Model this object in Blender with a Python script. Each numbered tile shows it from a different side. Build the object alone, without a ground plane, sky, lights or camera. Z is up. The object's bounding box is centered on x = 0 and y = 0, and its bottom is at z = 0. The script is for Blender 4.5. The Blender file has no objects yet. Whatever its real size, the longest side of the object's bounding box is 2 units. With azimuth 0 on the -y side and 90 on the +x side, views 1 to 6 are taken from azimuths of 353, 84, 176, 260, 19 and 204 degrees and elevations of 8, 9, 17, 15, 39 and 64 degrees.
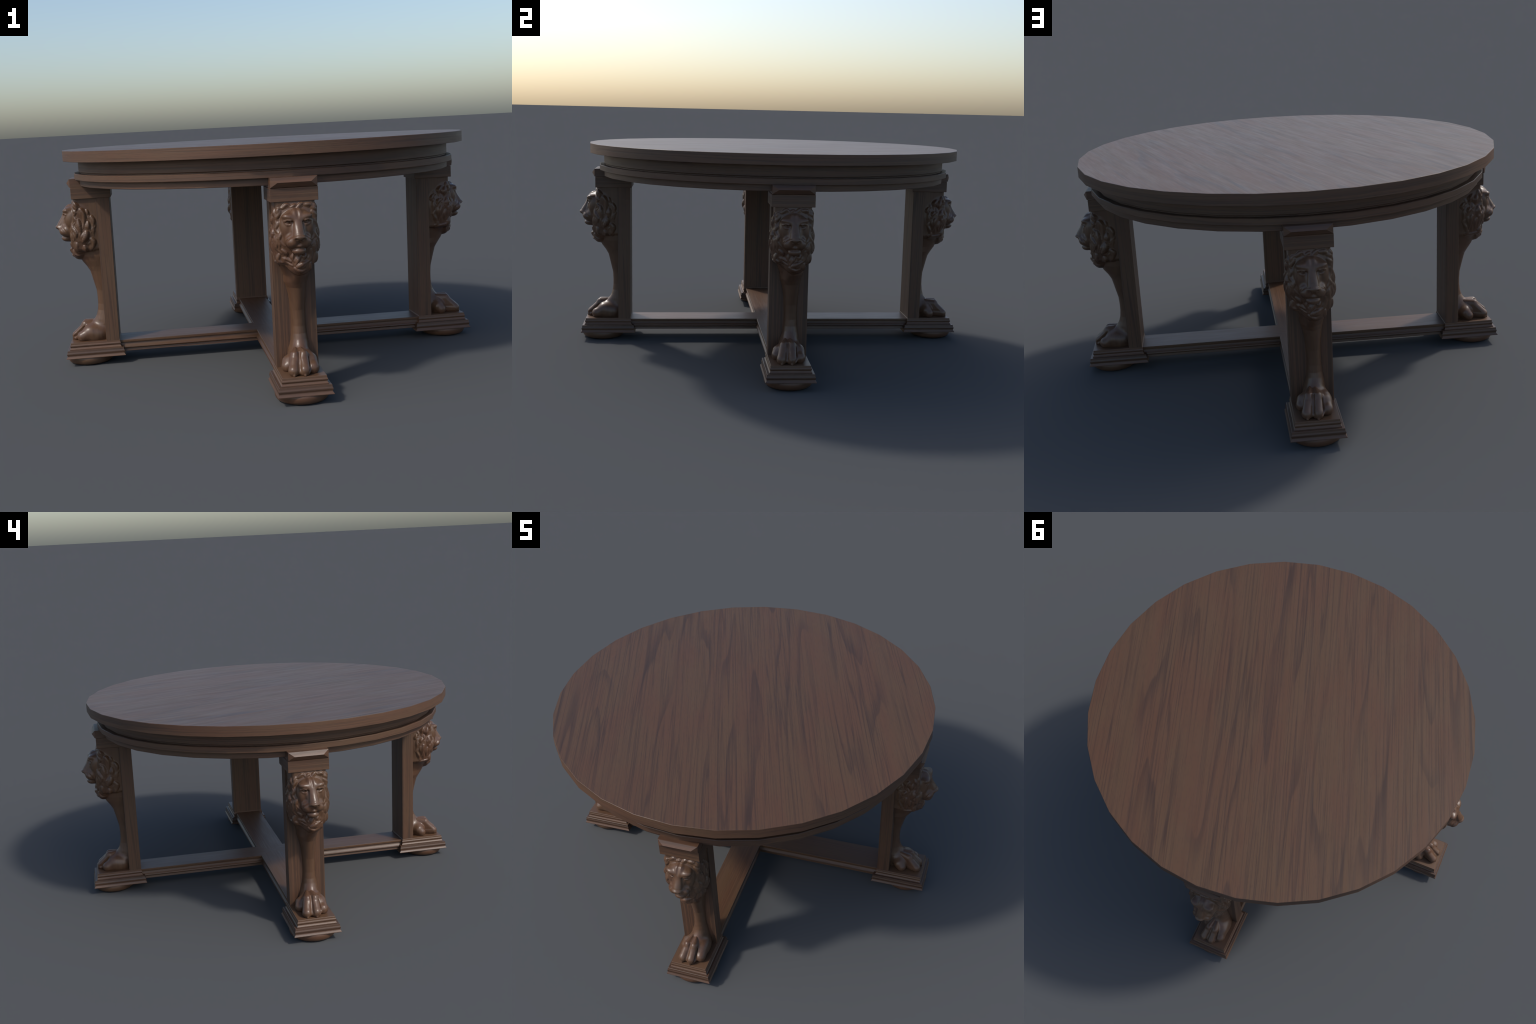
"""Round carved-wood table on four lion-monopodium legs with a cross stretcher."""
import bpy, bmesh, math, random
import numpy as np
from mathutils import Matrix, Vector

random.seed(7)
ROOT = bpy.context.scene.collection

# ------------------------------------------------------------------ materials
def wood(name, light, dark, red, grain='X', angle=0.0, streak=0.55, ring_scale=9.0,
         fine=70.0, rough=0.42, bump=0.12, seed=0.0, coat=0.0, stretch=0.055):
    """Procedural walnut-like wood; `grain` is the object axis the fibres follow."""
    m = bpy.data.materials.new(name)
    m.use_nodes = True
    nt = m.node_tree
    N, L = nt.nodes, nt.links
    N.clear()
    def node(t, **kw):
        n = N.new(t)
        for k, v in kw.items():
            setattr(n, k, v)
        return n
    def mth(op, a, b=None, clamp=False):
        n = node('ShaderNodeMath', operation=op, use_clamp=clamp)
        for i, v in enumerate((a, b)):
            if v is None: continue
            if isinstance(v, (int, float)): n.inputs[i].default_value = v
            else: L.new(v, n.inputs[i])
        return n.outputs[0]
    def mix(f, a, b):
        n = node('ShaderNodeMix', data_type='RGBA')
        for s, v in ((n.inputs['Factor'], f), (n.inputs['A'], a), (n.inputs['B'], b)):
            if isinstance(v, (int, float)): s.default_value = v
            elif isinstance(v, tuple): s.default_value = (*v, 1)
            else: L.new(v, s)
        return n.outputs['Result']
    def rng(v, lo, hi, a=0.0, b=1.0):
        n = node('ShaderNodeMapRange', interpolation_type='SMOOTHSTEP')
        L.new(v, n.inputs[0])
        for i, x in enumerate((lo, hi, a, b)): n.inputs[i + 1].default_value = x
        return n.outputs[0]
    tc = node('ShaderNodeTexCoord')
    rot = node('ShaderNodeMapping')
    L.new(tc.outputs['Object'], rot.inputs[0])
    rot.inputs['Location'].default_value = (seed, seed * 1.7, seed * 0.6)
    rot.inputs['Rotation'].default_value = {'X': (0, 0, -angle), 'Y': (0, 0, -math.pi / 2),
                                            'Z': (0, math.pi / 2, 0)}.get(grain, (0, 0, 0))
    if grain in ('ROUND', 'BAND'):          # fibres run round a drum / round a rectangular block
        sp = node('ShaderNodeSeparateXYZ'); cb = node('ShaderNodeCombineXYZ')
        L.new(tc.outputs['Object'], sp.inputs[0])
        if grain == 'ROUND':
            L.new(mth('MULTIPLY', mth('ARCTAN2', sp.outputs[0], sp.outputs[1]), 0.9), cb.inputs[0])
        else:
            L.new(mth('ADD', sp.outputs[0], sp.outputs[1]), cb.inputs[0])
        L.new(sp.outputs[2], cb.inputs[1])
        L.new(cb.outputs[0], rot.inputs[0])
    def stretched(along, across):
        mp = node('ShaderNodeMapping')
        L.new(rot.outputs[0], mp.inputs[0])
        mp.inputs['Scale'].default_value = (along, across, across)
        return mp.outputs[0]
    def noise(vec, scale, detail=3, rg=0.55, dist=0.0):
        n = node('ShaderNodeTexNoise')
        L.new(vec, n.inputs['Vector'])
        n.inputs['Scale'].default_value = scale
        n.inputs['Detail'].default_value = detail
        n.inputs['Roughness'].default_value = rg
        n.inputs['Distortion'].default_value = dist
        return n.outputs['Fac']
    # long growth-ring figure: iso-lines of a stretched noise make cathedral shapes
    fig = noise(stretched(stretch, 1.0), 4.2, 2.0, 0.45)
    saw = mth('FRACT', mth('MULTIPLY', fig, ring_scale))
    rings = mth('MULTIPLY', rng(saw, 0.62, 0.94), rng(saw, 0.95, 1.0, 1.0, 0.0))       # late wood, one crisp flank
    rings = mth('MULTIPLY', rings, rng(noise(stretched(stretch * 2, 1.0), 5.0, 1), 0.42, 0.62))
    # pin stripes: thin iso-lines of a finer noise, plus pores
    def lines(scale, width, along):
        v = noise(stretched(along, 1.0), scale, 1.0, 0.5)
        return rng(mth('ABSOLUTE', mth('SUBTRACT', v, 0.5)), 0.0, width, 1.0, 0.0)
    stripe = mth('MAXIMUM', lines(fine * 0.55, 0.040, 0.013), mth('MULTIPLY', lines(fine * 1.1, 0.055, 0.011), 0.75))
    stripe = mth('MULTIPLY', stripe, rng(noise(stretched(0.07, 1.0), 12.0, 2), 0.25, 0.55))
    pores = rng(noise(stretched(0.12, 1.0), fine * 3.5, 2, 0.7), 0.48, 0.75)
    blotch = noise(stretched(0.35, 1.0), 7.0, 4, 0.6)
    col = mix(rng(blotch, 0.35, 0.65), light, red)
    col = mix(mth('MULTIPLY', rings, 0.85 * streak), col, dark)
    col = mix(mth('MULTIPLY', stripe, 0.9 * streak), col, dark)
    col = mix(mth('MULTIPLY', pores, 0.25), col, tuple(c * 0.8 for c in dark))
    bs = node('ShaderNodeBsdfPrincipled')
    L.new(col, bs.inputs['Base Color'])
    rr = mth('ADD', mth('MULTIPLY', noise(stretched(0.10, 1.0), 45.0, 4, 0.65), 0.28), rough - 0.14)
    L.new(rr, bs.inputs['Roughness'])
    bs.inputs['Specular IOR Level'].default_value = 0.5
    bs.inputs['Coat Weight'].default_value = coat
    bs.inputs['Coat Roughness'].default_value = 0.3
    bp = node('ShaderNodeBump')
    bp.inputs['Strength'].default_value = bump
    bp.inputs['Distance'].default_value = 0.002
    L.new(mth('ADD', mth('MULTIPLY', stripe, -0.6), mth('MULTIPLY', pores, -0.4)), bp.inputs['Height'])
    L.new(bp.outputs[0], bs.inputs['Normal'])
    out = node('ShaderNodeOutputMaterial')
    L.new(bs.outputs[0], out.inputs[0])
    return m

LIGHT, RED, DARK = (0.101, 0.055, 0.030), (0.103, 0.049, 0.027), (0.040, 0.023, 0.016)
TOP_L, TOP_R, TOP_D = (0.090, 0.046, 0.021), (0.091, 0.041, 0.019), (0.035, 0.017, 0.010)
MAT_TOP = wood('tabletop_walnut', TOP_L, TOP_D, TOP_R, 'X', math.radians(109.5), streak=0.68,
               ring_scale=12, fine=75, rough=0.42, bump=0.08, seed=3.1)
MAT_EDGE = wood('rim_walnut', LIGHT, DARK, RED, 'ROUND', 0.0, streak=0.6, ring_scale=7, fine=60, rough=0.5, seed=1.3)
MAT_UP = wood('upright_walnut', LIGHT, DARK, RED, 'Z', 0.0, streak=0.75, ring_scale=9, fine=60, rough=0.5, seed=2.2)
MAT_ACROSS = wood('crosswise_walnut', LIGHT, DARK, RED, 'BAND', 0.0, streak=0.6, ring_scale=8, fine=60, rough=0.45, seed=5.4)
MAT_ALONG = wood('stretcher_walnut', TOP_L, TOP_D, TOP_R, 'Y', 0.0, streak=0.5, ring_scale=9, fine=60, rough=0.45, seed=8.2)
MAT_FOOT = wood('foot_walnut', LIGHT, DARK, RED, 'BAND', 0.0, streak=0.3, ring_scale=6, fine=50, rough=0.45, seed=4.0)
MAT_CARVE = wood('carved_walnut', (0.107, 0.059, 0.033), (0.050, 0.027, 0.017), (0.103, 0.050, 0.028), 'Z', 0.0,
                 streak=0.32, ring_scale=6, fine=45, rough=0.36, bump=0.05, seed=6.6, coat=0.0)

# ------------------------------------------------------------------ helpers
def new_obj(name, mesh, parent, mat):
    o = bpy.data.objects.new(name, mesh)
    ROOT.objects.link(o)
    o.parent = parent
    if mat and not mesh.materials:
        mesh.materials.append(mat)
    return o

def smooth_by_angle(me, deg):
    me.shade_smooth()
    bm = bmesh.new(); bm.from_mesh(me)
    lim = math.radians(deg)
    for e in bm.edges:
        e.smooth = not (len(e.link_faces) == 2 and e.calc_face_angle(0) > lim)
    bm.to_mesh(me); bm.free()

def mesh_from(name, verts, faces, angle=35):
    me = bpy.data.meshes.new(name)
    me.from_pydata([tuple(map(float, v)) for v in verts], [], faces)
    me.validate()
    bm = bmesh.new(); bm.from_mesh(me)
    bmesh.ops.recalc_face_normals(bm, faces=bm.faces)
    bm.to_mesh(me); bm.free()
    smooth_by_angle(me, angle)
    return me

def loft(rings, closed_ends=True):
    """Quads between successive closed rings with the same vertex count."""
    verts = [v for r in rings for v in r]
    n = len(rings[0]); faces = []
    for i in range(len(rings) - 1):
        for j in range(n):
            k = (j + 1) % n
            faces.append((i * n + j, i * n + k, (i + 1) * n + k, (i + 1) * n + j))
    if closed_ends:
        faces.append(tuple(range(n)))
        faces.append(tuple((len(rings) - 1) * n + j for j in range(n)))
    return verts, faces

def turned(name, profile, sides, angle=35):
    """Solid of revolution from (radius, z) pairs, listed bottom to top."""
    rings = [[(r * math.cos(2 * math.pi * j / sides), r * math.sin(2 * math.pi * j / sides), z)
              for j in range(sides)] for r, z in profile]
    return mesh_from(name, *loft(rings), angle=angle)

def bevel_box(name, x0, x1, y0, y1, z0, z1, b=0.0015):
    bm = bmesh.new()
    bmesh.ops.create_cube(bm, size=1)
    for v in bm.verts:
        v.co = ((x0 + x1) / 2 + v.co.x * (x1 - x0), (y0 + y1) / 2 + v.co.y * (y1 - y0), (z0 + z1) / 2 + v.co.z * (z1 - z0))
    bmesh.ops.bevel(bm, geom=bm.edges[:], offset=b, segments=1, profile=0.5, affect='EDGES')
    me = bpy.data.meshes.new(name); bm.to_mesh(me); bm.free()
    smooth_by_angle(me, 20)
    return me

# ------------------------------------------------------------------ the table
table = bpy.data.objects.new('round_lion_table', None)
ROOT.objects.link(table)
table['label'] = 'round dark wooden table with four carved lion legs'
table['category'] = 'table'

SIDES = 32
TOP_R0 = 0.9435
new_obj('tabletop', turned('tabletop', [(0.80, 0.9700), (TOP_R0 - 0.0010, 0.9700), (TOP_R0, 0.9710), (TOP_R0, 1.0166),
        (TOP_R0 - 0.0012, 1.0178)], SIDES, 30), table, MAT_TOP)
tabletop = bpy.data.objects['tabletop']
# the rim of the slab shows long horizontal grain: its own material slot on the side faces
tabletop.data.materials.append(MAT_EDGE)
for p in tabletop.data.polygons:
    if abs(p.normal.z) < 0.5:
        p.material_index = 1
# apron drum with a shadow groove at its foot
new_obj('apron', turned('apron', [(0.868, 0.9060), (0.868, 0.9165), (0.872, 0.9165), (0.8745, 0.9188), (0.8745, 0.9705)],
        SIDES, 25), table, MAT_EDGE)
# projecting bead below the groove, and the frame under it
new_obj('apron_moulding', turned('apron_moulding', [(0.868, 0.8838), (0.8945, 0.8838), (0.8962, 0.8860), (0.8962, 0.9098),
        (0.8940, 0.9120), (0.84, 0.9110)], SIDES, 25), table, MAT_EDGE)
new_obj('apron_frame', turned('apron_frame', [(0.72, 0.8545), (0.8725, 0.8545), (0.8745, 0.8565), (0.8745, 0.8850)],
        SIDES, 25), table, MAT_EDGE)

# ---- cross stretcher: four moulded arms mitred in the middle
STRETCH = [(0.0742, 0.1040), (0.0752, 0.1030), (0.0757, 0.0990), (0.0755, 0.0935), (0.0735, 0.0922), (0.0690, 0.0912),
           (0.0690, 0.0875), (0.0705, 0.0830), (0.0740, 0.0775), (0.0785, 0.0730), (0.0800, 0.0690), (0.0795, 0.0665),
           (0.0740, 0.0650), (0.0715, 0.0620), (0.0725, 0.0560), (0.0740, 0.0510), (0.0730, 0.0495)]
def stretcher_arm():
    R = 0.742
    verts, faces = [], []
    for h, z in STRETCH:            # each level: inner mitre point, outer point, both sides
        verts += [(-h, -h, z), (-h, -R, z), (h, -R, z), (h, -h, z)]
    n = len(STRETCH)
    for i in range(n - 1):
        a, b = 4 * i, 4 * (i + 1)
        for k in range(3):
            faces.append((a + k, a + k + 1, b + k + 1, b + k))
    verts += [(0, 0, STRETCH[0][1]), (0, 0, STRETCH[-1][1])]
    c0, c1 = len(verts) - 2, len(verts) - 1
    e = 4 * (n - 1)
    faces += [(c0, 0, 1, 2, 3), (c1, e + 3, e + 2, e + 1, e)]
    return mesh_from('stretcher_arm', verts, faces, 24)
arm_me = stretcher_arm()
for k in range(4):
    o = new_obj('stretcher_arm', arm_me, table, MAT_ALONG)
    o.rotation_euler = (0, 0, k * math.pi / 2)

# ------------------------------------------------------------------ leg parts (leg faces -y; u = outward = -y, w = x)
POST_IN, POST_OUT, POST_W = 0.7380, 0.8005, 0.0853
post_me = bevel_box('leg', -POST_W, POST_W + 0.003, -POST_OUT, -POST_IN, 0.108, 0.800, 0.0014)

# plinth: two stacked ogee tiers following the same rectangle
PL_C, PL_A, PL_B = 0.8525, 0.1145, 0.0870        # centre (outward), half depth, half width
PLINTH = [(0.0000, 0.1098), (0.0010, 0.1088), (0.0014, 0.1050), (0.0018, 0.1010), (0.0034, 0.0985), (0.0046, 0.0960),
          (0.0046, 0.0935), (0.0030, 0.0905), (0.0020, 0.0875), (0.0026, 0.0845), (0.0048, 0.0815), (0.0068, 0.0795),
          (0.0070, 0.0762), (0.0158, 0.0762), (0.0172, 0.0752), (0.0178, 0.0715), (0.0180, 0.0680), (0.0190, 0.0650),
          (0.0206, 0.0625), (0.0210, 0.0595), (0.0200, 0.0560), (0.0188, 0.0530), (0.0186, 0.0500), (0.0200, 0.0460),
          (0.0230, 0.0425), (0.0246, 0.0400), (0.0246, 0.0380), (0.0200, 0.0372)]
def plinth():
    rings = []
    for off, z in PLINTH:
        a, b = PL_A + off, PL_B + off
        rings.append([(-b, -(PL_C - a), z), (b, -(PL_C - a), z), (b, -(PL_C + a), z), (-b, -(PL_C + a), z)])
    return mesh_from('plinth', *loft(rings), angle=26)
plinth_me = plinth()

foot_me = turned('bun_foot', [(0.085, 0.0), (0.0960, 0.0022), (0.1035, 0.0085), (0.1080, 0.0170), (0.1095, 0.0260), (0.1090, 0.0330),
                              (0.1065, 0.0390)], 40, 50)
foot_me.transform(Matrix.Translation((0, -0.884, 0)))

# capital: plain block, then a block with a nail-head (hipped) front
CAP_W, CAP_IN, CAP_OUT = 0.0940, 0.7300, 0.9120
cap_lo = bevel_box('cap_block', -CAP_W, CAP_W, -CAP_OUT, -CAP_IN, 0.7915, 0.8452, 0.0012)
def nail_head():
    z0, z1, x, y0, y1 = 0.8462, 0.8858, CAP_W - 0.0012, -CAP_OUT - 0.0002, -CAP_IN
    zm = 0.866; e = 0.0275; p = 0.0172; s = 0.0035
    V = [(-x, y1, z0), (x, y1, z0), (x, y1, z1), (-x, y1, z1),
         (-x, y0, z0), (x, y0, z0), (x, y0, z1), (-x, y0, z1),
         (-x + 0.0012, y0 - s, z0 + 0.0008), (x - 0.0012, y0 - s, z0 + 0.0008), (x - 0.0012, y0 - s, z1 - 0.0008), (-x + 0.0012, y0 - s, z1 - 0.0008),
         (-x + e, y0 - p, zm), (x - e, y0 - p, zm)]
    F = [(0, 1, 2, 3), (0, 4, 5, 1), (1, 5, 6, 2), (2, 6, 7, 3), (3, 7, 4, 0),
         (4, 8, 9, 5), (5, 9, 10, 6), (6, 10, 11, 7), (7, 11, 8, 4),
         (8, 12, 13, 9), (9, 13, 10), (10, 13, 12, 11), (11, 12, 8)]
    return mesh_from('cap_nail_head', V, F, 12)
cap_hi = nail_head()

# ------------------------------------------------------------------ the lion, sculpted as a smooth union of solids
# all points are (u outward, w sideways, z up); the surface is found by shooting horizontal rays from the post axis
def smin(a, b, k):
    h = np.maximum(k - np.abs(a - b), 0.0) / k
    return np.minimum(a, b) - h * h * k * 0.25
def smax(a, b, k):
    return -smin(-a, -b, k)
def ell(p, c, r, tilt=0.0, yaw=0.0, roll=0.0):
    """Ellipsoid; tilt turns in u-z, yaw in u-w, roll in w-z (radians)."""
    q = [p[i] - c[i] for i in range(3)]
    if yaw:
        cs, sn = math.cos(yaw), math.sin(yaw); q = [cs * q[0] + sn * q[1], -sn * q[0] + cs * q[1], q[2]]
    if roll:
        cs, sn = math.cos(roll), math.sin(roll); q = [q[0], cs * q[1] + sn * q[2], -sn * q[1] + cs * q[2]]
    if tilt:
        cs, sn = math.cos(tilt), math.sin(tilt); q = [cs * q[0] + sn * q[2], q[1], -sn * q[0] + cs * q[2]]
    k0 = np.sqrt(sum((q[i] / r[i]) ** 2 for i in range(3)))
    k1 = np.sqrt(sum((q[i] / (r[i] * r[i])) ** 2 for i in range(3))) + 1e-9
    return k0 * (k0 - 1.0) / k1
def cone(p, a, b, ra, rb):
    """Tapered capsule."""
    ba = [b[i] - a[i] for i in range(3)]
    L2 = sum(x * x for x in ba) + 1e-12
    pa = [p[i] - a[i] for i in range(3)]
    t = np.clip(sum(pa[i] * ba[i] for i in range(3)) / L2, 0, 1)
    d = np.sqrt(sum((pa[i] - ba[i] * t) ** 2 for i in range(3)))
    return d - (ra + (rb - ra) * t)
def chain(p, pts, r0, r1=None, k=0.0):
    """Row of tapered capsules; r0 is a list of radii, or the first of two end radii."""
    n = len(pts) - 1
    R = r0 if r1 is None else [r0 + (r1 - r0) * i / n for i in range(n + 1)]
    d = None
    for i in range(n):
        e = cone(p, pts[i], pts[i + 1], R[i], R[i + 1])
        d = e if d is None else np.minimum(d, e)
    return d
def curve(pts, n=9):
    """Catmull-Rom resampling of a few control points."""
    P = np.array(pts, float); P = np.vstack([2 * P[0] - P[1], P, 2 * P[-1] - P[-2]])
    out = []
    m = len(P) - 3
    for k in range(n):
        s = k / (n - 1) * m; i = min(int(s), m - 1); t = s - i
        a, b, c, d = P[i:i + 4]
        out.append(0.5 * (2 * b + (c - a) * t + (2 * a - 5 * b + 4 * c - d) * t * t + (3 * b - a - 3 * c + d) * t ** 3))
    return [tuple(x) for x in out]

# --- limb: elliptical sections up the leg: z, front (u), half width, sideways centre
LIMB = np.array([(0.100, 0.850, 0.045, 0.006), (0.150, 0.850, 0.045, 0.006), (0.185, 0.850, 0.043, 0.008), (0.205, 0.8475, 0.0385, 0.010),
                 (0.225, 0.8410, 0.0345, 0.011), (0.250, 0.834, 0.0310, 0.011), (0.280, 0.8305, 0.0290, 0.011), (0.310, 0.8305, 0.0290, 0.011), (0.346, 0.8325, 0.0300, 0.010),
                 (0.388, 0.8425, 0.0330, 0.010), (0.420, 0.8500, 0.0370, 0.009), (0.441, 0.8555, 0.0410, 0.008), (0.464, 0.8690, 0.0470, 0.006),
                 (0.490, 0.8880, 0.0510, 0.009), (0.515, 0.8980, 0.0580, 0.008), (0.550, 0.9000, 0.0660, 0.004), (0.640, 0.9000, 0.0780, 0.0), (0.800, 0.8900, 0.0700, 0.0)])
LIMB[:, 2] += 0.0015; LIMB[:, 3] += 0.001
def limb(p):
    u, w, z = p
    fr, hw, cw = (np.interp(z, LIMB[:, 0], LIMB[:, i]) for i in (1, 2, 3))
    c = 0.790; ru = fr - c
    k0 = np.sqrt(((u - c) / ru) ** 2 + ((w - cw) / hw) ** 2)
    return (k0 - 1) * np.minimum(ru, hw) * 0.9
def neck(p):
    """Block behind the head that joins it to the post and meets the capital."""
    u, w, z = p
    r = 0.016
    q = [np.abs(u - 0.835) - (0.072 - r), np.abs(w - 0.002) - (0.0800 - r), np.abs(z - 0.68) - (0.135 - r)]
    return np.sqrt(sum(np.maximum(x, 0) ** 2 for x in q)) + np.minimum(np.maximum(np.maximum(q[0], q[1]), q[2]), 0) - r
def mane_base(p):
    u, w, z = p
    d = ell(p, (0.845, 0.0, 0.645), (0.092, 0.0885, 0.138))
    d = smin(d, ell(p, (0.872, 0.044, 0.632), (0.061, 0.046, 0.090)), 0.02)        # full lower ruff, lower on one side
    d = smin(d, ell(p, (0.872, -0.043, 0.650), (0.061, 0.046, 0.082)), 0.02)
    d = smin(d, ell(p, (0.900, 0.013, 0.549), (0.034, 0.048, 0.050)), 0.02)        # beard
    d = smin(d, ell(p, (0.878, 0.002, 0.730), (0.045, 0.085, 0.061)), 0.02)
    return d

# --- mane locks, control points in millimetres
# seen from the +w side and from the -w side: (u, z); seen from the front: (w, z)
LOCKS_POS = [
    ([(901, 775), (892, 761), (881, 756)], 8.0, 8.9), ([(911, 740), (904, 719), (911, 693), (920, 664), (932, 645)], 6.2, 4.5),
    ([(871, 739), (860, 716), (861, 680), (867, 654)], 11.2, 4.5), ([(845, 736), (842, 720), (851, 704)], 7.1, 4.0),
    ([(826, 705), (818, 687), (820, 664), (831, 633)], 10.0, 4.0), ([(843, 679), (843, 657), (835, 643)], 8.9, 4.5),
    ([(888, 691), (884, 668), (879, 641), (883, 619)], 11.2, 4.5), ([(909, 652), (897, 633), (901, 611), (892, 592)], 8.9, 4.0),
    ([(853, 633), (859, 613), (870, 593), (862, 581)], 12.3, 9.0), ([(926, 628), (926, 610), (920, 592), (926, 577)], 7.8, 3.6),
    ([(832, 600), (824, 586), (830, 561), (843, 541)], 12.3, 5.6), ([(915, 583), (916, 560), (905, 541), (883, 533)], 8.5, 4.5),
    ([(899, 582), (897, 561), (887, 544)], 7.8, 3.6), ([(867, 568), (864, 550), (874, 534)], 8.9, 4.0),
    ([(938, 600), (935, 579), (930, 561)], 4.9, 4.0), ([(929, 547), (919, 528), (898, 520), (878, 521)], 5.6, 3.5)]
LOCKS_NEG = [
    ([(892, 762), (899, 746), (904, 735)], 7.5, 6.5), ([(861, 743), (852, 724), (850, 705)], 9.3, 6.5),
    ([(884, 737), (879, 715), (877, 703)], 9.3, 7.5), ([(908, 722), (913, 704), (908, 693)], 5.6, 4.7),
    ([(821, 706), (815, 689), (824, 682)], 6.5, 5.6), ([(852, 681), (844, 669), (839, 652)], 7.5, 4.7),
    ([(890, 684), (893, 664), (884, 648)], 10.3, 7.5), ([(859, 646), (855, 624), (853, 596), (850, 581)], 8.4, 4.0),
    ([(915, 656), (911, 632), (909, 610)], 6.5, 4.0), ([(924, 644), (927, 626), (922, 609)], 4.7, 3.7),
    ([(821, 671), (824, 645), (814, 613)], 5.6, 4.0), ([(826, 605), (837, 584), (844, 564)], 6.5, 4.7),
    ([(882, 630), (877, 602), (882, 584)], 6.5, 5.6), ([(840, 553), (864, 556), (889, 562), (909, 584)], 4.0, 3.6),
    ([(900, 638), (895, 612), (891, 584)], 4.7, 3.7)]
LOCKS_FRONT = [
    ([(-68, 742), (-66, 763), (-46, 774)], 8.5, 6.0), ([(-50, 771), (-31, 784), (-11, 775)], 8.0, 6.0), ([(-16, 777), (0, 785), (13, 773)], 7.0, 5.0),
    ([(11, 775), (28, 786), (46, 777)], 7.5, 6.0), ([(42, 780), (61, 776), (71, 757)], 8.5, 6.5), ([(69, 765), (81, 748), (76, 726)], 8.5, 6.0),
    ([(-32, 560), (-52, 568), (-47, 550), (-27, 542)], 7.0, 5.8), ([(-3, 537), (22, 551), (43, 558)], 10.4, 7.0),
    ([(8, 582), (-2, 561), (-12, 544)], 7.5, 5.8), ([(56, 590), (49, 564), (37, 556)], 8.1, 5.8),
    ([(-56, 607), (-42, 591), (-46, 576)], 7.5, 5.8), ([(-69, 587), (-73, 566), (-59, 547)], 7.5, 5.8),
    ([(-62, 750), (-71, 729), (-62, 708)], 8.5, 5.0), ([(-67, 710), (-72, 686), (-59, 664)], 8.5, 4.5), ([(-57, 672), (-62, 646), (-47, 624)], 8.5, 4.5), ([(-80, 690), (-85, 655), (-76, 622)], 8.0, 5.0),
    ([(68, 748), (78, 727), (69, 706)], 8.5, 5.0), ([(72, 712), (79, 688), (66, 664)], 8.5, 4.5), ([(64, 672), (69, 644), (53, 622)], 8.5, 4.5), ([(82, 680), (86, 650), (78, 620)], 8.0, 5.0),
    ([(-66, 640), (-72, 615), (-62, 592)], 7.5, 5.0), ([(68, 640), (72, 612), (62, 588)], 7.5, 5.0),
    ([(29, 583), (22, 566)], 7.5, 5.8), ([(-19, 586), (-22, 572), (-14, 559)], 5.8, 4.6), ([(-15, 529), (8, 516), (32, 523)], 7.5, 5.8)]

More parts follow.
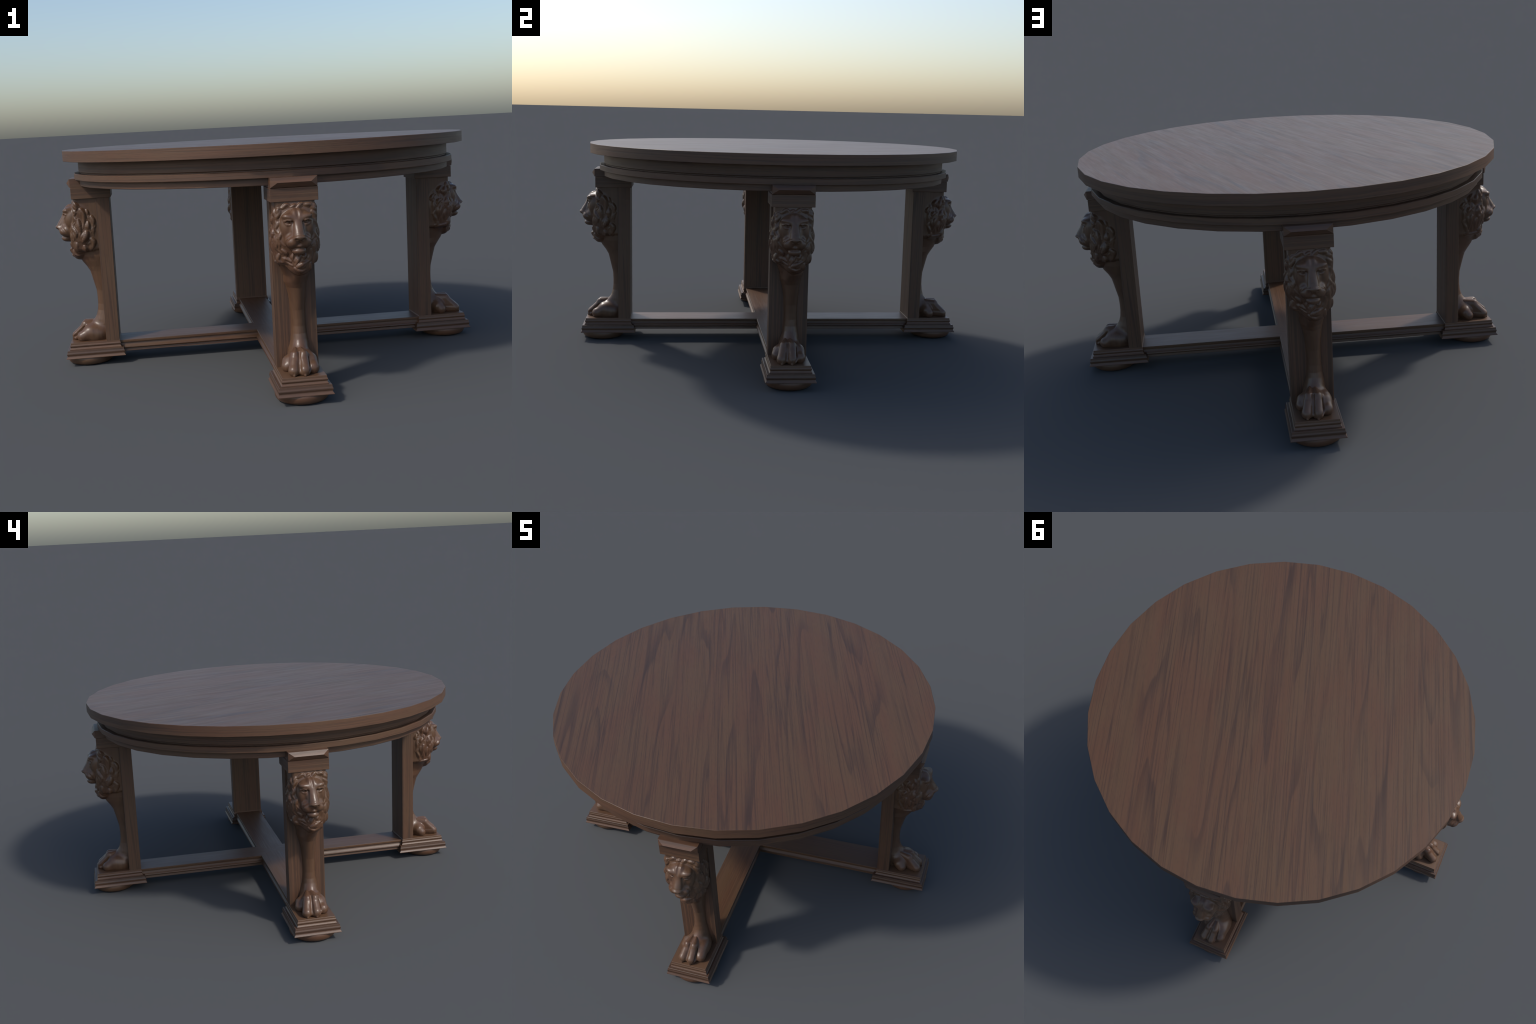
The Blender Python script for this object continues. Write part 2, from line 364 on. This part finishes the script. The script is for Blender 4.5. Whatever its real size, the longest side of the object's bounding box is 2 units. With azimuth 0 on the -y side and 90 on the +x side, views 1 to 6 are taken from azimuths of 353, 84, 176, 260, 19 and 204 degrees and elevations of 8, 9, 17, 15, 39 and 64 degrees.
def hull(p):
    return smin(mane_base(p), neck(p), 0.012)
def slope(p, h=0.0008):
    g = []
    for a in range(3):
        lo = list(p); hi = list(p); lo[a] = p[a] - h; hi[a] = p[a] + h
        g.append((hull(hi) - hull(lo)) / (2 * h))
    n = np.sqrt(sum(x * x for x in g)) + 1e-9
    return [x / n for x in g]
def settle(u, w, z):
    """Pull points onto the nearest place of the mane's core; returns points and outward directions."""
    p = [np.array(u, float), np.array(w, float), np.array(z, float)]
    for _ in range(14):
        d, g = hull(p), slope(p)
        p = [p[a] - np.clip(d, -0.02, 0.02) * g[a] * 0.8 for a in range(3)]
    return np.stack(p, -1), np.stack(slope(p), -1)
def build_locks():
    locks = []
    def add(P, G, r0, r1, sink, twin=True):
        n = len(P)
        T = [i / (n - 1) for i in range(n)]
        # tear-drop locks: thin root, swelling belly that lifts off the core, pointed tip
        R = [(r0 + (r1 - r0) * t) * (0.62 + 0.38 * math.sin(math.pi * min(1.0, 0.15 + 1.1 * t))) for t in T]
        pts = [P[i] - G[i] * R[i] * (sink + 1.1 * abs(T[i] - 0.4) ** 1.5) for i in range(n)]
        locks.append(([tuple(q) for q in pts], R))
        if not twin: return
        side = []                                   # a slimmer strand lies beside each lock
        for i in range(n):
            t = pts[min(i + 1, n - 1)] - pts[max(i - 1, 0)]; t /= np.linalg.norm(t) + 1e-9
            wgt = math.sin(math.pi * (0.12 + 0.8 * T[i]))
            side.append(tuple(pts[i] + np.cross(t, G[i]) * R[i] * 1.05 * wgt - G[i] * R[i] * 0.15))
        locks.append((side, [r * 0.66 for r in R]))
    def start_w(u, z):
        return np.interp(u, [0.80, 0.88, 0.92, 0.945], [0.088, 0.086, 0.074, 0.055]) * np.interp(z, [0.50, 0.56, 0.62], [0.6, 0.9, 1.0])
    for sgn, table_ in ((1, LOCKS_POS), (-1, LOCKS_NEG)):
        for pts, r0, r1 in table_:
            c = np.array(curve(pts)) / 1000.0
            add(*settle(c[:, 0], sgn * start_w(c[:, 0], c[:, 1]), c[:, 1]), r0 * 1.28 / 1000, r1 * 1.25 / 1000, 0.14)
    for pts, r0, r1 in LOCKS_FRONT:
        c = np.array(curve(pts)) / 1000.0
        u = np.interp(np.abs(c[:, 0]), [0, 0.06, 0.09], [0.94, 0.92, 0.88])
        add(*settle(u, c[:, 0], c[:, 1]), r0 * 1.15 / 1000, r1 * 1.1 / 1000, 0.15)
    # wavy under-locks fill the gaps between the main ones
    rnd = random.Random(11)
    for sgn in (1, -1):
        for k in range(12):
            z = 0.745 - 0.205 * (k + rnd.random()) / 12
            u = 0.818 + 0.10 * rnd.random()
            ln = rnd.uniform(0.030, 0.048); sw = rnd.uniform(-0.008, 0.008)
            c = np.array(curve([(u, z), (u + sw, z - ln * 0.35), (u - sw, z - ln * 0.7), (u + sw * 0.5, z - ln)]))
            add(*settle(c[:, 0], sgn * start_w(c[:, 0], c[:, 1]), c[:, 1]), rnd.uniform(0.008, 0.0105), 0.004, 0.45, False)
    return locks
LOCKS = build_locks()

def mane(p, zr):
    d = hull(p)
    for pts, R in LOCKS:
        zs = [q[2] for q in pts]; r = max(R)
        if min(zs) - r - 0.012 > zr[1] or max(zs) + r + 0.012 < zr[0]:
            continue
        d = smin(d, chain(p, pts, R), 0.0030)
    return d

def face(p):
    u, w, z = p
    W = 0.003                                    # the face sits a touch to one side
    aw = np.abs(w - W)
    m = (u, aw, z)                               # mirrored half
    d = ell(p, (0.905, W, 0.717), (0.0555, 0.0620, 0.0480))                      # skull
    d = smin(d, ell(p, (0.920, W, 0.655), (0.046, 0.049, 0.062)), 0.02)          # jaw
    d = smin(d, ell(m, (0.922, 0.044, 0.692), (0.026, 0.021, 0.042)), 0.015)     # cheek bone
    d = smin(d, cone(p, (0.926, W, 0.738), (0.9690, W, 0.666), 0.0195, 0.0240), 0.016)   # bridge of the nose
    d = smin(d, ell(p, (0.9820, W, 0.6565), (0.0200, 0.0240, 0.0120), tilt=0.30), 0.006) # nose pad
    d = smin(d, ell(m, (0.9405, 0.0320, 0.7345), (0.0200, 0.0270, 0.0140), roll=0.20), 0.013)  # brow
    d = smin(d, ell(m, (0.9345, 0.0105, 0.7410), (0.0165, 0.0095, 0.0240), tilt=0.50), 0.009)  # forehead folds
    d = smin(d, ell(m, (0.950, 0.0225, 0.6400), (0.0330, 0.0290, 0.0260)), 0.014)             # whisker pad
    d = smin(d, ell(p, (0.945, W, 0.6260), (0.0350, 0.0220, 0.0130)), 0.006)
    d = smin(d, ell(p, (0.949, W, 0.6045), (0.0275, 0.0280, 0.0175)), 0.005)                  # chin
    # eyes
    d = smax(d, -ell(m, (0.970, 0.0365, 0.7160), (0.0260, 0.0165, 0.0092), roll=0.18), 0.005)
    d = smin(d, ell(m, (0.9390, 0.0375, 0.7150), (0.0118, 0.0118, 0.0095)), 0.0012)
    lid_hi = chain(m, [(0.9555, 0.0215, 0.7120), (0.9585, 0.0295, 0.7222), (0.9555, 0.0400, 0.7240), (0.9450, 0.0515, 0.7190)], 0.0028, 0.0028)
    lid_lo = chain(m, [(0.9535, 0.0225, 0.7105), (0.9510, 0.0320, 0.7048), (0.9485, 0.0410, 0.7055), (0.9430, 0.0490, 0.7125)], 0.0022, 0.0020)
    d = smin(smin(d, lid_hi, 0.006), lid_lo, 0.006)
    # creases: tear line, furrow, philtrum, mouth, nostrils, whisker lines
    d = smax(d, -chain(m, [(0.958, 0.0215, 0.713), (0.965, 0.0245, 0.695), (0.973, 0.0275, 0.674)], 0.0034, 0.0018), 0.010)
    d = smax(d, -chain(m, [(0.976, 0.0290, 0.668), (0.966, 0.0420, 0.655), (0.955, 0.0510, 0.638), (0.946, 0.0510, 0.622)], 0.0026, 0.0036), 0.008)
    d = smax(d, -cone(p, (0.966, W, 0.734), (0.948, W, 0.762), 0.0036, 0.0055), 0.006)
    d = smax(d, -chain(m, [(0.986, 0.0, 0.6225), (0.986, 0.014, 0.6190), (0.979, 0.028, 0.6165), (0.962, 0.040, 0.6195)], 0.0023, 0.0020), 0.005)
    d = smax(d, -cone(p, (0.990, W, 0.646), (0.987, W, 0.624), 0.0020, 0.0020), 0.005)
    d = smax(d, -ell(m, (0.9960, 0.0140, 0.6510), (0.0085, 0.0070, 0.0042), roll=0.5), 0.004)
    return d

TOES = [  # knuckle, tip, radii
    ((0.846, -0.044, 0.142), (0.862, -0.050, 0.130), 0.025, 0.0230),
    ((0.8905, -0.024, 0.1785), (0.9375, -0.0370, 0.1300), 0.0185, 0.0210),
    ((0.8935, 0.010, 0.1785), (0.9400, 0.0060, 0.1305), 0.0195, 0.0230),
    ((0.876, 0.040, 0.1500), (0.9130, 0.0440, 0.1310), 0.0240, 0.0240)]
def paw(p):
    u, w, z = p
    d = ell(p, (0.850, 0.004, 0.146), (0.064, 0.056, 0.048))
    d = smin(d, cone(p, (0.822, 0.010, 0.198), (0.860, 0.006, 0.155), 0.023, 0.030), 0.015)
    d = smin(d, cone(p, (0.905, -0.006, 0.160), (0.880, -0.002, 0.165), 0.020, 0.026), 0.012)
    for i, (a, b, ra, rb) in enumerate(TOES):
        t = cone(p, a, b, ra, rb)
        t = smin(t, ell(p, (a[0] + 0.006, a[1], a[2] + 0.002), (ra * 0.95, ra * 0.85, ra * 1.0)), 0.008)   # knuckle
        t = smin(t, ell(p, (b[0] - 0.001, b[1], b[2] - 0.003), (rb * 1.04, rb * 0.95, rb * 1.0)), 0.008)   # pad
        if i == 3: t = smin(t, ell(p, (0.848, 0.036, 0.136), (0.058, 0.036, 0.043)), 0.022)               # outer side, one lobe
        d = smin(d, t, 0.012)
    for a, b, ra, rb in TOES[1:3]:               # claws peeping out
        d = smin(d, cone(p, (b[0] + rb * 0.66, b[1], 0.126), (b[0] + rb * 0.84, b[1] - 0.001, 0.114), 0.0080, 0.0062), 0.002)
    # creases between the toes
    for a, b in ((TOES[0], TOES[1]), (TOES[1], TOES[2]), (TOES[2], TOES[3])):
        top = tuple((a[0][i] + b[0][i]) / 2 for i in range(3)); low = tuple((a[1][i] + b[1][i]) / 2 for i in range(3))
        d = smax(d, -cone(p, (top[0] + 0.012, top[1], top[2] + 0.012), (low[0] + 0.026, low[1], low[2] - 0.004), 0.0018, 0.0034), 0.010)
    return d

# parameter grid: rows in z, columns in azimuth about an axis inside the post
U0 = 0.790
ROWS, COLS = 600, 300
Z_LO, Z_HI = 0.1070, 0.7935
def sculpt():
    zs = np.linspace(Z_LO, Z_HI, ROWS)
    t = np.linspace(-1, 1, COLS)
    phi = np.radians(97) * (0.62 * t + 0.38 * t ** 3)
    cu, cw = np.cos(phi), np.sin(phi)
    R = np.zeros((ROWS, COLS)); lab = np.zeros((ROWS, COLS), int)
    band = 12
    for r0 in range(0, ROWS, band):
        zz = zs[r0:r0 + band]; zr = (zz[0], zz[-1])
        Z = np.repeat(zz[:, None], COLS, 1)
        T = np.full(Z.shape, 0.245)
        groups = []
        groups.append(('limb', lambda p: limb(p)))
        if zr[1] > 0.46: groups.append(('mane', lambda p: mane(p, zr)))
        if zr[1] > 0.55: groups.append(('face', lambda p: face(p)))
        if zr[0] < 0.27: groups.append(('paw', lambda p: paw(p)))
        K = {'limb': 0.012, 'mane': 0.006, 'face': 0.0035, 'paw': 0.016}
        def field(p):
            d = None
            for n, f in groups:
                e = f(p)
                d = e if d is None else smin(d, e, K[n])
            return d
        for it in range(46):
            p = (U0 + T * cu, T * cw, Z)
            d = field(p)
            T = np.maximum(T - np.clip(d, -0.004, 0.05) * 0.72, 0.012)
        p = (U0 + T * cu, T * cw, Z)
        best = np.full(Z.shape, 1e9)
        for n, f in groups:
            e = f(p); k = ('limb', 'mane', 'face', 'paw').index(n)
            m = e < best; best = np.where(m, e, best); lab[r0:r0 + band][m] = k
        R[r0:r0 + band] = T
    P = np.stack([R * cw[None], -(U0 + R * cu[None]), np.repeat(zs[:, None], COLS, 1)], -1)
    return P, lab
P, LAB = sculpt()

def split_lion():
    n, m = LAB.shape
    verts = P.reshape(-1, 3)
    idx = np.arange(n * m).reshape(n, m)
    quads = np.stack([idx[:-1, :-1], idx[:-1, 1:], idx[1:, 1:], idx[1:, :-1]], -1).reshape(-1, 4)
    # vertex normals of the whole carving
    e1 = verts[quads[:, 2]] - verts[quads[:, 0]]; e2 = verts[quads[:, 3]] - verts[quads[:, 1]]
    fn = np.cross(e1, e2)
    vn = np.zeros_like(verts)
    for k in range(4): np.add.at(vn, quads[:, k], fn)
    vn /= np.linalg.norm(vn, axis=1, keepdims=True) + 1e-12
    flat = LAB.reshape(-1)[quads]
    fl = np.array([np.bincount(r, minlength=4).argmax() for r in flat])
    # tidy: below the knee everything that is not limb is paw
    out = {}
    for k, name in enumerate(('lion_limb', 'lion_mane', 'lion_face', 'lion_paw')):
        f = quads[fl == k]
        used = np.unique(f)
        remap = np.full(len(verts), -1); remap[used] = np.arange(len(used))
        me = bpy.data.meshes.new(name)
        v = verts[used]
        me.vertices.add(len(v)); me.vertices.foreach_set('co', v.astype(np.float32).ravel())
        me.loops.add(len(f) * 4); me.loops.foreach_set('vertex_index', remap[f].astype(np.int32).ravel())
        me.polygons.add(len(f)); me.polygons.foreach_set('loop_start', np.arange(0, len(f) * 4, 4, dtype=np.int32))
        me.update(calc_edges=True)
        me.shade_smooth()
        me.normals_split_custom_set_from_vertices(vn[used].tolist())
        out[name] = me
    return out
LION = split_lion()

# ------------------------------------------------------------------ assemble four legs
for k in range(4):
    leg = new_obj('leg', post_me, table, MAT_UP)
    leg.rotation_euler = (0, 0, k * math.pi / 2)
    new_obj('cap_block', cap_lo, leg, MAT_ACROSS)
    new_obj('cap_nail_head', cap_hi, leg, MAT_ACROSS)
    new_obj('plinth', plinth_me, leg, MAT_ACROSS)
    new_obj('bun_foot', foot_me, leg, MAT_FOOT)
    for name, me in LION.items():
        new_obj(name, me, leg, MAT_CARVE)
